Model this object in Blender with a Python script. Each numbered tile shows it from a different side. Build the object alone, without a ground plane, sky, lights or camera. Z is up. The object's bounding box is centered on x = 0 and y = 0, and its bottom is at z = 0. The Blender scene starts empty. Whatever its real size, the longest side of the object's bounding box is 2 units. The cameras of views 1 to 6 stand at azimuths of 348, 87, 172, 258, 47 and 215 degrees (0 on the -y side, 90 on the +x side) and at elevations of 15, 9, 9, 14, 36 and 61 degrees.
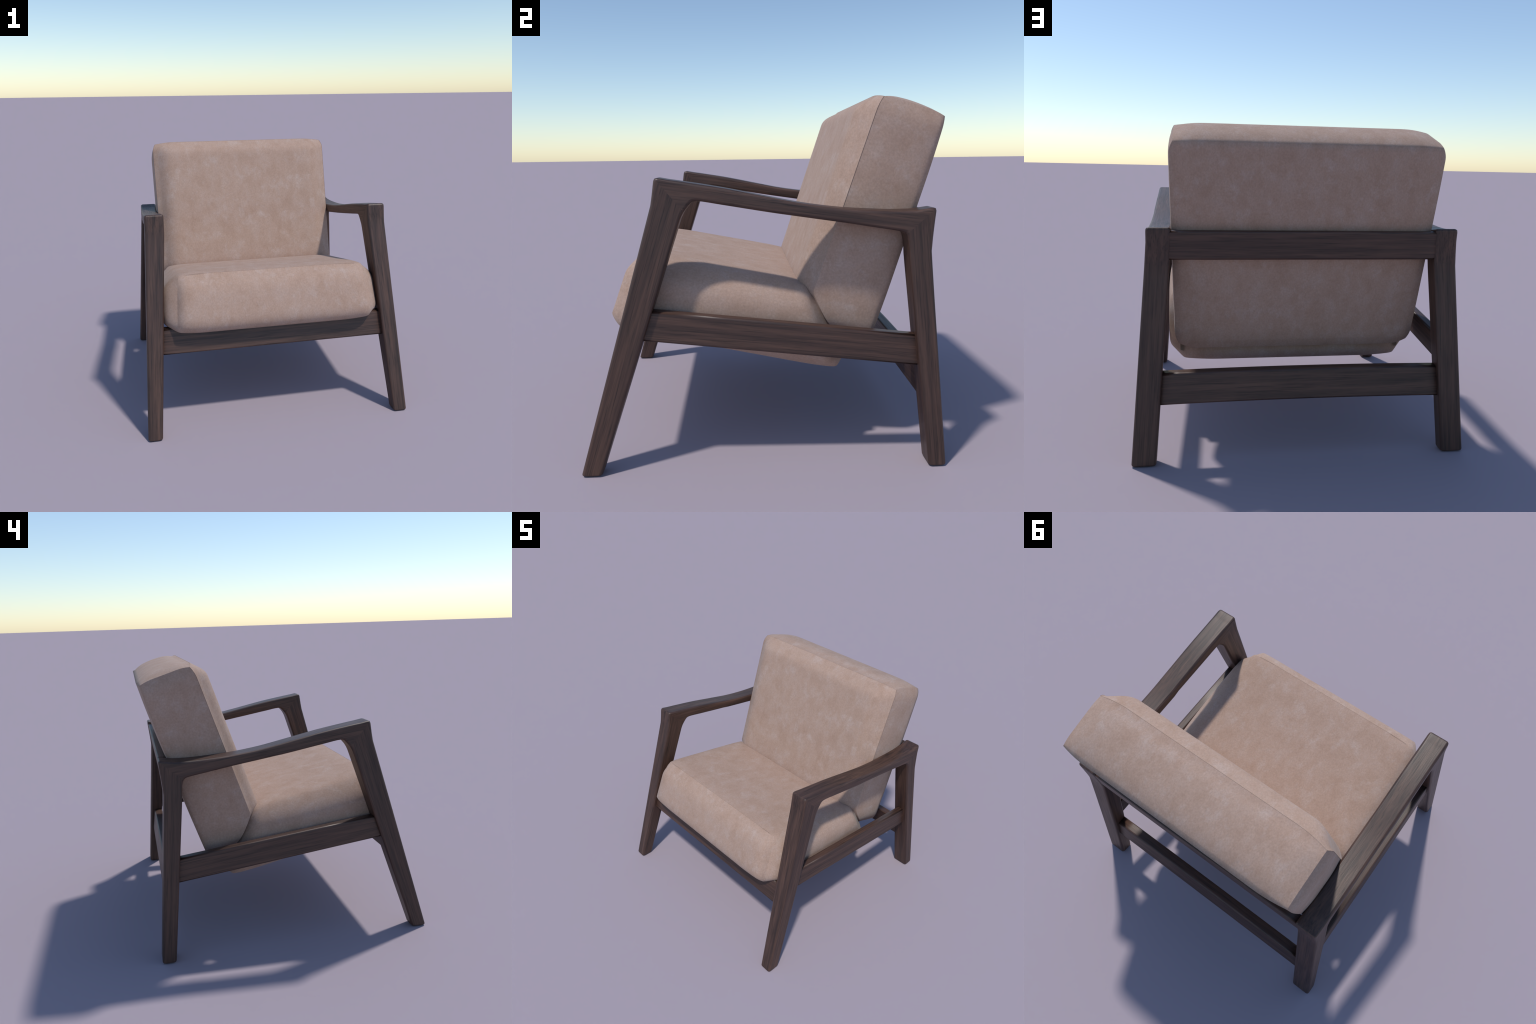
"""A mid-century wooden lounge chair: two arched side frames of dark wood that
splay outwards, four rails, and two thick suede cushions with sewn edges."""
import bpy
import bmesh
import math
import numpy as np
from mathutils import Vector

# --------------------------------------------------------------------------
# materials
# --------------------------------------------------------------------------


def new_material(name):
    m = bpy.data.materials.new(name)
    m.use_nodes = True
    nt = m.node_tree
    for n in list(nt.nodes):
        if n.bl_idname != "ShaderNodeOutputMaterial":
            nt.nodes.remove(n)
    out = nt.nodes["Material Output"]
    bsdf = nt.nodes.new("ShaderNodeBsdfPrincipled")
    nt.links.new(bsdf.outputs[0], out.inputs[0])
    return m, nt, bsdf


def noise(nt, vec, scale, detail, rough, dist=0.0):
    n = nt.nodes.new("ShaderNodeTexNoise")
    n.inputs["Scale"].default_value = scale
    n.inputs["Detail"].default_value = detail
    n.inputs["Roughness"].default_value = rough
    n.inputs["Distortion"].default_value = dist
    nt.links.new(vec, n.inputs["Vector"])
    return n.outputs["Fac"]


def ramp(nt, fac, stops):
    r = nt.nodes.new("ShaderNodeValToRGB")
    e = r.color_ramp.elements
    while len(e) < len(stops):
        e.new(0.5)
    for el, (p, c) in zip(e, stops):
        el.position = p
        el.color = (*c, 1.0) if len(c) == 3 else c
    nt.links.new(fac, r.inputs["Fac"])
    return r.outputs["Color"]


def grey(v):
    return (v, v, v)


def mix(nt, fac, a, b, mode="MIX"):
    m = nt.nodes.new("ShaderNodeMix")
    m.data_type = "RGBA"
    m.blend_type = mode
    if isinstance(fac, float):
        m.inputs["Factor"].default_value = fac
    else:
        nt.links.new(fac, m.inputs["Factor"])
    for sock, v in ((m.inputs[6], a), (m.inputs[7], b)):
        if isinstance(v, tuple):
            sock.default_value = (*v, 1.0)
        else:
            nt.links.new(v, sock)
    return m.outputs[2]


def wood_material(name, grain_dir, seed):
    """Dark walnut whose grain runs along grain_dir in object space."""
    m, nt, bsdf = new_material(name)
    tc = nt.nodes.new("ShaderNodeTexCoord")
    q = Vector(grain_dir).normalized().rotation_difference(Vector((0, 0, 1)))
    rot = nt.nodes.new("ShaderNodeMapping")
    rot.inputs["Rotation"].default_value = q.to_euler()
    rot.inputs["Location"].default_value = (seed * 1.37, seed * 2.11, seed * 0.53)
    nt.links.new(tc.outputs["Object"], rot.inputs["Vector"])

    def stretched(sx, sz):
        mp = nt.nodes.new("ShaderNodeMapping")
        mp.inputs["Scale"].default_value = (sx, sx, sz)
        nt.links.new(rot.outputs[0], mp.inputs["Vector"])
        return mp.outputs[0]

    broad = noise(nt, stretched(38.0, 1.3), 1.0, 3.0, 0.55, 0.4)
    fine = noise(nt, stretched(135.0, 3.6), 1.0, 4.0, 0.6, 0.25)
    pores = noise(nt, stretched(320.0, 12.0), 1.0, 2.0, 0.5)
    base = ramp(nt, broad, [(0.26, WOOD_DARK), (0.50, WOOD_MID), (0.72, WOOD_LIGHT)])
    streak = ramp(nt, fine, [(0.33, grey(0.42)), (0.46, grey(0.95)), (0.66, grey(1.16))])
    col = mix(nt, 1.0, base, streak, "MULTIPLY")
    pore = ramp(nt, pores, [(0.30, grey(0.72)), (0.46, grey(1.0))])
    col = mix(nt, 0.8, col, pore, "MULTIPLY")
    nt.links.new(col, bsdf.inputs["Base Color"])
    rgh = ramp(nt, fine, [(0.3, grey(0.50)), (0.7, grey(0.41))])
    nt.links.new(rgh, bsdf.inputs["Roughness"])
    bsdf.inputs["Specular IOR Level"].default_value = 0.5
    bump = nt.nodes.new("ShaderNodeBump")
    bump.inputs["Strength"].default_value = 0.12
    bump.inputs["Distance"].default_value = 0.004
    nt.links.new(fine, bump.inputs["Height"])
    nt.links.new(bump.outputs[0], bsdf.inputs["Normal"])
    return m


def suede_material(name, seed, tint=1.0):
    """Mottled pinkish-tan suede: cloudy nap, fine fibres, pale scuffs."""
    m, nt, bsdf = new_material(name)
    tc = nt.nodes.new("ShaderNodeTexCoord")
    mp = nt.nodes.new("ShaderNodeMapping")
    mp.inputs["Location"].default_value = (seed * 3.1, seed * 1.7, seed * 2.3)
    mp.inputs["Scale"].default_value = (1.15, 0.8, 0.8)
    nt.links.new(tc.outputs["Object"], mp.inputs["Vector"])
    v = mp.outputs[0]
    cloud = noise(nt, v, 9.0, 8.0, 0.66, 0.15)
    scuff = noise(nt, v, 10.0, 8.0, 0.72, 0.1)
    fibre = noise(nt, v, 110.0, 3.0, 0.65, 0.4)
    col = ramp(nt, cloud, [(0.30, SUEDE_BROWN), (0.50, SUEDE_MID), (0.68, SUEDE_GREY)])
    pale = ramp(nt, scuff, [(0.53, grey(0.0)), (0.80, grey(0.70))])
    col = mix(nt, pale, col, SUEDE_PALE)
    fib = ramp(nt, fibre, [(0.30, grey(0.88 * tint)), (0.70, grey(1.10 * tint))])
    col = mix(nt, 1.0, col, fib, "MULTIPLY")
    nt.links.new(col, bsdf.inputs["Base Color"])
    bsdf.inputs["Roughness"].default_value = 0.92
    bsdf.inputs["Specular IOR Level"].default_value = 0.2
    bsdf.inputs["Sheen Weight"].default_value = 0.08
    bsdf.inputs["Sheen Roughness"].default_value = 0.5
    bump = nt.nodes.new("ShaderNodeBump")
    bump.inputs["Strength"].default_value = 0.12
    bump.inputs["Distance"].default_value = 0.004
    nt.links.new(fibre, bump.inputs["Height"])
    nt.links.new(bump.outputs[0], bsdf.inputs["Normal"])
    return m


WOOD_DARK = (0.032, 0.017, 0.0130)
WOOD_MID = (0.062, 0.032, 0.0235)
WOOD_LIGHT = (0.094, 0.049, 0.034)
SUEDE_BROWN = (0.364, 0.243, 0.183)
SUEDE_MID = (0.400, 0.277, 0.217)
SUEDE_GREY = (0.416, 0.302, 0.248)
SUEDE_PALE = (0.475, 0.384, 0.345)

# --------------------------------------------------------------------------
# mesh helpers
# --------------------------------------------------------------------------

chair = bpy.data.objects.new("wooden_armchair", None)
chair["label"] = "low dark walnut armchair with two thick tan suede cushions"
chair["category"] = "armchair"
chair.empty_display_size = 0.3
bpy.context.scene.collection.objects.link(chair)


def add_part(name, verts, faces, material, normals=None, parent=None, flip=False):
    me = bpy.data.meshes.new(name)
    if flip:
        faces = [tuple(reversed(f)) for f in faces]
    me.from_pydata([tuple(v) for v in verts], [], faces)
    me.update()
    for p in me.polygons:
        p.use_smooth = True
    if normals is not None:
        me.normals_split_custom_set_from_vertices([tuple(n) for n in normals])
    me.materials.append(material)
    ob = bpy.data.objects.new(name, me)
    bpy.context.scene.collection.objects.link(ob)
    ob.parent = parent or chair
    return ob


def weighted_normals(verts, faces):
    """Vertex normals weighted by face area, so flats stay flat and only the
    rounded edges shade round."""
    V = np.asarray(verts, float)
    N = np.zeros_like(V)
    for f in faces:
        p = V[list(f)]
        c = p.mean(0)
        n = np.zeros(3)
        for i in range(len(f)):
            n += np.cross(p[i] - c, p[(i + 1) % len(f)] - c)
        for i in f:
            N[i] += n * np.linalg.norm(n) ** 0.5
    L = np.linalg.norm(N, axis=1, keepdims=True)
    return N / np.maximum(L, 1e-12)


def rounded_quad(corners, ra, rb, inset=0.0, steps=3):
    """Ring through four 3D corners with rounded corners. ra: radius along the
    edges 0-1 and 2-3, rb: radius along the edges 1-2 and 3-0."""
    P = [np.asarray(c, float) for c in corners]
    if inset:
        u = (P[1] - P[0]) / np.linalg.norm(P[1] - P[0]) * inset * ra
        v = (P[3] - P[0]) / np.linalg.norm(P[3] - P[0]) * inset * rb
        P = [P[0] + u + v, P[1] - u + v, P[2] - u - v, P[3] + u - v]
    ring = []
    for i in range(4):
        c, prv, nxt = P[i], P[i - 1], P[(i + 1) % 4]
        r_in = rb if i % 2 == 0 else ra
        r_out = ra if i % 2 == 0 else rb
        a = c + (prv - c) / np.linalg.norm(prv - c) * r_in
        b = c + (nxt - c) / np.linalg.norm(nxt - c) * r_out
        w = math.cos(math.radians(45))
        for k in range(steps + 1):
            t = k / steps
            k0, k1, k2 = (1 - t) ** 2, 2 * t * (1 - t) * w, t * t
            ring.append((a * k0 + c * k1 + b * k2) / (k0 + k1 + k2))
    return ring


def skin(rings, cap=True):
    """Loft closed rings of equal length; returns verts, faces, face station."""
    n = len(rings[0])
    verts = [p for r in rings for p in r]
    faces, station = [], []
    for s in range(len(rings) - 1):
        for i in range(n):
            j = (i + 1) % n
            faces.append((s * n + i, s * n + j, (s + 1) * n + j, (s + 1) * n + i))
            station.append(s)
    if cap:
        faces.append(tuple(reversed(range(n))))
        station.append(0)
        faces.append(tuple(range((len(rings) - 1) * n, len(rings) * n)))
        station.append(len(rings) - 2)
    return verts, faces, station


def outward(verts, faces):
    """True when the closed mesh has outward facing normals."""
    V = np.asarray(verts, float)
    vol = 0.0
    for f in faces:
        for i in range(1, len(f) - 1):
            vol += np.dot(V[f[0]], np.cross(V[f[i]], V[f[i + 1]]))
    return vol > 0


# --------------------------------------------------------------------------
# side frames: front leg, armrest and back leg form one bent, tapered beam
# --------------------------------------------------------------------------

EDGE = 0.017  # radius of the softened wood edges


def x_outer(y, z):
    return 0.909 + (0.0507 * max(0.0, 1.42 - z) if y < 0.1 else 0.0700 * max(0.0, 1.30 - z))


def x_inner(y, z):
    return 0.771 + (0.0760 * max(0.0, 1.42 - z) if y < 0.1 else 0.0680 * max(0.0, 1.30 - z))


def front_line(z):
    return -0.9745 + 0.29 * z


def front_line_in(z):
    return -0.8680 + 0.335 * z


def back_line(z):
    return 0.9540 - 0.0775 * z


def back_line_in(z):
    return 0.8600 - 0.1000 * z


def smooth_pairs(pairs, n):
    """Densify (outer, inner) station pairs with a Catmull-Rom curve."""
    P = np.array([[*o, *i] for o, i in pairs], float)
    out = []
    for k in range(len(P) - 1):
        p0, p1, p2, p3 = P[max(k - 1, 0)], P[k], P[k + 1], P[min(k + 2, len(P) - 1)]
        for t in np.linspace(0, 1, n, endpoint=False):
            out.append(0.5 * (2 * p1 + (p2 - p0) * t + (2 * p0 - 5 * p1 + 4 * p2 - p3) * t ** 2
                              + (3 * p1 - p0 - 3 * p2 + p3) * t ** 3))
    out.append(P[-1])
    return [((q[0], q[1]), (q[2], q[3])) for q in out]


def mitre(before, corner, after, inner):
    """Three stations that round the outer corner of a joint."""
    b, c, a = (np.array(p, float) for p in (before, corner, after))
    p = c + (b - c) / np.linalg.norm(b - c) * EDGE
    q = c + (a - c) / np.linalg.norm(a - c) * EDGE
    mid = 0.25 * p + 0.5 * c + 0.25 * q
    mid = c + (mid - c) * 1.15
    i0, i1, i2 = inner
    return [(tuple(p), i0), (tuple(mid), i1), (tuple(q), i2)]


def foot(outer, inner_):
    """Stations of a foot: a softened bottom edge, then the leg proper."""
    out = []
    r = 0.013
    for a in (90, 60, 30, 0):
        z = r * (1 - math.sin(math.radians(a)))
        out.append(((outer(z), z), (inner_(z), z), 1 - math.cos(math.radians(a))))
    return out


def build_side_frames():
    leg_a = [((front_line(z), z), (front_line_in(z), z)) for z in (0.35, 0.7, 1.0, 1.2)]
    leg_a += [((front_line(1.34), 1.34), (front_line_in(1.265), 1.265)),
              ((front_line(1.405), 1.405), (-0.4325, 1.300)),
              ((-0.5585, 1.455), (-0.422, 1.330))]
    top_a = mitre((-0.5585, 1.455), (-0.5450, 1.5445), (-0.40, 1.520),
                  [(-0.412, 1.352), (-0.401, 1.371), (-0.391, 1.384)])
    arm = [((-0.480, 1.5325), (-0.372, 1.406)), ((-0.380, 1.517), (-0.335, 1.423)),
           ((-0.200, 1.486), (-0.200, 1.401)), ((0.030, 1.438), (0.030, 1.361)),
           ((0.215, 1.401), (0.220, 1.331)), ((0.400, 1.376), (0.410, 1.302)),
           ((0.564, 1.364), (0.566, 1.276)), ((0.690, 1.359), (0.665, 1.260)),
           ((0.790, 1.361), (0.706, 1.252))]
    top_b = mitre((0.790, 1.361), (0.8890, 1.3745), (0.882, 1.30),
                  [(0.720, 1.247), (0.731, 1.237), (0.737, 1.226)])
    leg_b = [((0.8815, 1.300), (0.7430, 1.200)), ((0.8725, 1.220), (0.7465, 1.160)),
             ((0.8665, 1.150), (0.7485, 1.120)), ((back_line(1.07), 1.08), (back_line_in(1.07), 1.07))]
    leg_b += [((back_line(z), z), (back_line_in(z), z)) for z in (0.9, 0.6, 0.3)]
    foot_a = foot(front_line, front_line_in)
    foot_b = list(reversed(foot(back_line, back_line_in)))
    stations = list(foot_a)
    stations += [(o, i, 0.0) for o, i in leg_a]
    first_mitre = len(stations) + 1
    stations += [(o, i, 0.0) for o, i in top_a]
    stations += [(o, i, 0.0) for o, i in smooth_pairs(arm, 4)]
    second_mitre = len(stations) + 1
    stations += [(o, i, 0.0) for o, i in top_b]
    stations += [(o, i, 0.0) for o, i in leg_b]
    stations += foot_b

    mids = [np.array([(o[0] + i[0]) / 2, (o[1] + i[1]) / 2]) for o, i, _ in stations]
    rings = []
    for k, (o, i, ins) in enumerate(stations):
        tan = mids[min(k + 1, len(mids) - 1)] - mids[max(k - 1, 0)]
        tan /= np.linalg.norm(tan)
        d = np.array(i) - np.array(o)
        d /= np.linalg.norm(d)
        sin = max(0.45, abs(tan[0] * d[1] - tan[1] * d[0]))
        corners = [(x_outer(*o), *o), (x_outer(*i), *i), (x_inner(*i), *i), (x_inner(*o), *o)]
        rings.append(rounded_quad(corners, EDGE / sin, EDGE, ins))
    verts, faces, station = skin(rings)
    if not outward(verts, faces):
        faces = [tuple(reversed(f)) for f in faces]
    normals = weighted_normals(verts, faces)
    verts = np.array(verts)

    pieces = {"front_leg": [], "armrest": [], "back_leg": []}
    for f, s in zip(faces, station):
        key = "front_leg" if s < first_mitre else "armrest" if s < second_mitre else "back_leg"
        pieces[key].append(f)
    grain = {"front_leg": (-0.063, 0.312, 1.0), "armrest": (0, 1.0, -0.135), "back_leg": (-0.06, -0.085, 1.0)}
    for side, tag in ((1, 1), (-1, 2)):
        for kind, fs in pieces.items():
            used = sorted({v for f in fs for v in f})
            new = {v: k for k, v in enumerate(used)}
            flip = np.array([side, 1, 1])
            gx, gy, gz = grain[kind]
            mat = wood_material("walnut_" + kind, (gx * side, gy, gz), tag * 2.3 + len(kind))
            add_part(kind, verts[used] * flip, [tuple(new[v] for v in f) for f in fs], mat,
                     normals[used] * flip, flip=side < 0)


# --------------------------------------------------------------------------
# rails
# --------------------------------------------------------------------------


def rail(name, sections, material, radius=0.013):
    """Beam through sections of four corners; the ends sit inside the legs."""
    rings = [rounded_quad(c, radius, radius) for c in sections]
    verts, faces, _ = skin(rings)
    if not outward(verts, faces):
        faces = [tuple(reversed(f)) for f in faces]
    return add_part(name, verts, faces, material, weighted_normals(verts, faces))


def build_rails():
    for side, seed in ((1, 4.0), (-1, 9.0)):
        def section(y):
            zt, zb = 0.797 - 0.117 * y, 0.633 - 0.120 * y
            c = [(0.910, y, zt), (0.920, y, zb), (0.857, y, zb), (0.847, y, zt)]
            return [(x * side, yy, z) for x, yy, z in c]
        rail("side_rail", [section(y) for y in (-0.665, -0.2, 0.3, 0.84)],
             wood_material("walnut_side_rail", (0, 1, -0.118), seed))

    def cross(xs, pts, arch=0.0):
        out = []
        for x in xs:
            lift = arch * (1 - (x / xs[0]) ** 2)
            out.append([(x, y, z + lift) for y, z in pts])
        return out

    xs = list(np.linspace(-0.865, 0.865, 13))
    rail("front_rail", cross(xs, [(-0.7195, 0.741), (-0.7725, 0.561), (-0.714, 0.561), (-0.661, 0.741)]),
         wood_material("walnut_front_rail", (1, 0, 0), 6.0))
    rail("stretcher", cross(xs, [(0.880, 0.528), (0.902, 0.345), (0.831, 0.345), (0.809, 0.528)], 0.010),
         wood_material("walnut_stretcher", (1, 0, 0), 7.5))
    xs = list(np.linspace(-0.80, 0.80, 13))
    rail("back_rail", cross(xs, [(0.8835, 1.3535), (0.8625, 1.1855), (0.8065, 1.1855), (0.8225, 1.3535)]),
         wood_material("walnut_back_rail", (1, 0, 0), 8.2))


# --------------------------------------------------------------------------
# cushions: a sewn box whose six panels are stuffed outwards
# --------------------------------------------------------------------------


def plateau(s, width, power=2.0):
    """0 at the seam (|s| = 1), rising over `width` to 1 on the panel."""
    d = np.clip((1 - np.abs(s)) / width, 0, 1)
    return 1 - (1 - d) ** power


def spaced(n):
    t = np.linspace(-1, 1, n)
    return 0.45 * t + 0.55 * np.sin(t * math.pi / 2)


def box_lattice(nx, ny, nz):
    """Surface of an nx*ny*nz lattice: params in [-1,1]^3 and outward quads,
    with the index of the panel that each quad belongs to."""
    ax = [spaced(n) for n in (nx, ny, nz)]
    index, params = {}, []

    def vid(i, j, k):
        key = (i, j, k)
        if key not in index:
            index[key] = len(params)
            params.append((ax[0][i], ax[1][j], ax[2][k]))
        return index[key]

    faces, panel = [], []
    dims = (nx, ny, nz)
    for axis in range(3):
        u, v = (axis + 1) % 3, (axis + 2) % 3
        for side in (0, 1):
            for a in range(dims[u] - 1):
                for b in range(dims[v] - 1):
                    quad = []
                    for da, db in ((0, 0), (1, 0), (1, 1), (0, 1)):
                        c = [0, 0, 0]
                        c[axis] = (dims[axis] - 1) * side
                        c[u], c[v] = a + da, b + db
                        quad.append(vid(*c))
                    faces.append(tuple(quad if side else reversed(quad)))
                    panel.append(axis * 2 + side)
    return np.array(params), faces, np.array(panel)


def panel_normals(verts, faces, panel, groups):
    """Blurred corner normals; panels of one group shade into one another,
    seams between groups stay crisp. groups: (panels set, panels
    blurred over, blur passes)."""
    V = np.asarray(verts)
    F = np.array(faces)
    corner = np.zeros((len(F), 4, 3))
    fn = np.cross(V[F[:, 2]] - V[F[:, 0]], V[F[:, 3]] - V[F[:, 1]])
    for own, g, passes in groups:
        sel = np.isin(panel, g)
        f = F[sel]
        acc = np.zeros_like(V)
        for c in range(4):
            np.add.at(acc, f[:, c], fn[sel])
        cnt = np.zeros(len(V))
        for _ in range(passes):
            acc /= np.maximum(np.linalg.norm(acc, axis=1, keepdims=True), 1e-12)
            nb = np.zeros_like(V)
            cnt[:] = 0
            for c in range(4):
                for o in (1, 3):
                    np.add.at(nb, f[:, c], acc[f[:, (c + o) % 4]])
                    np.add.at(cnt, f[:, c], 1)
            ok = cnt > 0
            acc[ok] = acc[ok] * 0.5 + 0.5 * nb[ok] / cnt[ok][:, None]
        acc /= np.maximum(np.linalg.norm(acc, axis=1, keepdims=True), 1e-12)
        mine = np.isin(panel, own)
        corner[mine] = acc[F[mine]]
    return corner


def seam_tube(path, radius):
    pts = [np.asarray(p) for p in path]
    rings = []
    for k, p in enumerate(pts):
        t = pts[min(k + 1, len(pts) - 1)] - pts[max(k - 1, 0)]
        t = t / np.linalg.norm(t)
        up = np.array([0.31, 0.53, 0.79])
        a = np.cross(t, up)
        a /= np.linalg.norm(a)
        b = np.cross(t, a)
        rings.append([p + radius * (math.cos(q) * a + math.sin(q) * b) for q in np.linspace(0, 2 * math.pi, 6, endpoint=False)])
    verts, faces, _ = skin(rings)
    if not outward(verts, faces):
        faces = [tuple(reversed(f)) for f in faces]
    return verts, faces


def add_seams(ob, shape, seams, material, radius):
    sv, sf = [], []
    for axis, fixed, (lo, hi) in seams:
        t = spaced(80)
        t = t[(t >= lo - 1e-9) & (t <= hi + 1e-9)]
        p = np.zeros((len(t), 3))
        p[:, axis] = t
        for a, val in zip([a for a in range(3) if a != axis], fixed):
            p[:, a] = val
        v, f = seam_tube(shape(p), radius)
        sf += [tuple(i + len(sv) for i in q) for q in f]
        sv += list(v)
    add_part("seam", sv, sf, material, parent=ob)


def relax(verts, faces, weight, rounds):
    """Pull each vertex towards the mean of its neighbours, by its weight."""
    F = np.array(faces)
    V = np.array(verts)
    cnt = np.zeros(len(V))
    for c in range(4):
        np.add.at(cnt, F[:, c], 2)
    for _ in range(rounds):
        acc = np.zeros_like(V)
        for c in range(4):
            for o in (1, 3):
                np.add.at(acc, F[:, c], V[F[:, (c + o) % 4]])
        V += 0.7 * weight[:, None] * (acc / cnt[:, None] - V)
    return V


def cushion(name, shape, counts, groups, material, seams, seam_material, radius, softness=None):
    params, faces, panel = box_lattice(*counts)
    verts = shape(params)
    if softness:
        verts = relax(verts, faces, softness(params), 30)
    corners = panel_normals(verts, faces, panel, groups)
    ob = add_part(name, verts, faces, material)
    ob.data.normals_split_custom_set([tuple(n) for n in corners.reshape(-1, 3)])
    add_seams(ob, shape, seams, seam_material, radius)
    return ob


def hexahedron(p, corner):
    """Trilinear blend of corner positions, mirrored in x. corner[(b, c)] is
    (half width, depth, height) for b, c in (-1, 1)."""
    x, b, c = p[:, 0:1], p[:, 1:2], p[:, 2:3]
    out = 0
    for (kb, kc), pos in corner.items():
        w = (1 + kb * b) * (1 + kc * c) / 4
        out = out + w * np.array([pos])
    out = np.array(out)
    out[:, 0] *= x[:, 0]
    return out


def on(p, axis, value):
    return (np.abs(p[:, axis] - value) < 1e-6).astype(float)


def seat_shape(p):
    x, b, c = p[:, 0], p[:, 1], p[:, 2]  # b: front(-1)..back(1), c: bottom..top
    q = hexahedron(p, {(-1, 1): (0.698, -0.643, 1.107), (1, 1): (0.722, 0.236, 0.932),
                       (-1, -1): (0.728, -0.800, 0.726), (1, -1): (0.718, 0.425, 0.452)})
    px, rear = plateau(x, 0.22), (1 + b) / 2
    fore_edge, rear_edge = (b < -0.999), (b > 0.999)
    side = (np.abs(x) > 0.999)
    # seams bow outwards between the corners
    q[:, 2] += 0.011 * px * (c > 0.999)
    q[:, 2] += 0.008 * plateau(b, 0.35) * (c > 0.999)
    q[:, 1] -= 0.006 * px * fore_edge
    q[:, 1] += side * rear_edge * plateau(c, 0.60) * 0.045
    q[:, 0] += np.sign(x) * side * rear_edge * plateau(c, 0.35) * 0.012
    # panels stuffed outwards
    rise = np.where(c > 0, plateau(c, 0.62, 2.3), plateau(c, 0.30, 2.2))
    front = on(p, 1, -1) * plateau(x, 0.055, 2.2) * rise
    q[:, 1] -= front * (0.060 + 0.010 * c)
    q[:, 2] += front * 0.020
    rise = np.where(c > 0, plateau(c, 0.7), plateau(c, 0.35))
    back = on(p, 1, 1) * plateau(x, 0.2) * rise
    q[:, 1] += back * (0.076 - 0.014 * c)
    q[:, 2] += back * 0.012
    rise = np.where(c > 0, plateau(c, 0.70, 2.2), plateau(c, 0.50, 2.2))
    run = np.where(b < 0, plateau(b, 0.20), plateau(b, 0.11))
    bulge = rise * (run * (0.098 - 0.018 * rear) + (1 - b ** 2) * 0.018)
    q[:, 0] += (on(p, 0, 1) - on(p, 0, -1)) * bulge
    q[:, 2] += on(p, 2, 1) * plateau(x, 0.3) * plateau(b, 0.3) * 0.004
    q[:, 2] -= on(p, 2, -1) * plateau(x, 0.25) * plateau(b, 0.38) * 0.034
    return q


def seat_softness(p):
    """How far the stuffing rounds a vertex off: the bottom edges, most of all
    the bottom corners, and a little along the sides of the top."""
    near = [np.clip((np.abs(p[:, k]) - 0.72) / 0.2, 0, 1) for k in range(3)]
    low = near[2] * (p[:, 2] < 0)
    roll = near[0] * near[2] * (p[:, 2] > 0) * 0.20
    return np.maximum(roll, low * np.maximum(near[0], near[1]) * (0.35 + 0.65 * near[0] * near[1]))


RECLINE = math.radians(18.2)
UP = np.array([0, math.sin(RECLINE), math.cos(RECLINE)])
FORE = np.array([0, -math.cos(RECLINE), math.sin(RECLINE)])


def back_shape(p):
    x, b, c = p[:, 0], p[:, 1], p[:, 2]  # b: front(-1)..back(1), c: bottom..top
    q = hexahedron(p, {(-1, 1): (0.756, 0.000, 2.044), (1, 1): (0.756, -0.340, 2.046),
                       (-1, -1): (0.735, 0.012, 0.775), (1, -1): (0.735, -0.355, 0.765)})
    w, f, u = q[:, 0], q[:, 1], q[:, 2]
    px, pb, pc = plateau(x, 0.26), plateau(b, 0.5), plateau(c, 0.13)
    fore_edge, rear_edge = (b < -0.999), (b > 0.999)
    floor, roof, side = (c < -0.999), (c > 0.999), (np.abs(x) > 0.999)
    # seams bow outwards between the corners
    w += np.sign(x) * 0.021 * plateau(c, 0.11) * side
    f += 0.017 * pc * fore_edge
    f -= 0.009 * plateau(c, 0.60) * rear_edge
    f -= 0.018 * px * rear_edge * (1 + c) / 2
    u += 0.010 * px * roof
    u -= 0.038 * plateau(x, 0.16) * floor
    # panels stuffed outwards
    rise = plateau(c, 0.17, 1.8)
    f += fore_edge * (rise * plateau(x, 0.21, 2.3) * 0.088 + (1 - rise) * (c > 0) * px * 0.024)
    u += on(p, 2, 1) * plateau(x, 0.2) * plateau(b, 1.0) * 0.022
    u += on(p, 2, 1) * pb * 0.012
    u -= on(p, 2, -1) * plateau(x, 0.25) * plateau(b, 0.8) * 0.024
    w += (on(p, 0, 1) - on(p, 0, -1)) * plateau(b, 0.7) * plateau(c, 0.2) * 0.010
    # the lower front tucks in behind the seat cushion
    tuck = np.clip((0.955 - u) / 0.18, 0, 1) ** 1.15
    f -= 0.165 * tuck * (1 - b) / 2
    return np.stack([w, f * FORE[1] + u * UP[1], f * FORE[2] + u * UP[2]], 1)


def build_cushions():
    seat_mat = suede_material("suede_seat", 1.0)
    back_mat = suede_material("suede_back", 4.0)
    pale_stitch = suede_material("suede_seam_pale", 7.0, 0.96)
    dark_stitch = suede_material("suede_seam_dark", 5.0, 0.62)
    # panel ids: 0/1 left/right, 2/3 front/back, 4/5 bottom/top
    # seams: axis they run along, fixed params on the other two axes, extent
    cushion("seat_cushion", seat_shape, (86, 64, 34), [([2], [2], 45), ([5, 0, 1, 3, 4], [5, 0, 1, 3, 4], 22)], seat_mat,
            [(0, (-1, 1), (-0.93, 0.93))], pale_stitch, 0.0009, seat_softness)
    back = cushion("back_cushion", back_shape, (86, 36, 70), [([2], [2], 10), ([5], [5, 3], 14), ([3, 4], [5, 3, 0, 1, 4], 14), ([0, 1], [0, 1, 3, 4], 22)], back_mat,
                   [(0, (-1, 1), (-1, 1))], pale_stitch, 0.0010)
    add_seams(back, back_shape, [(2, (-1, -1), (-0.1, 1)), (2, (1, -1), (-0.1, 1))], dark_stitch, 0.0014)


build_side_frames()
build_rails()
build_cushions()
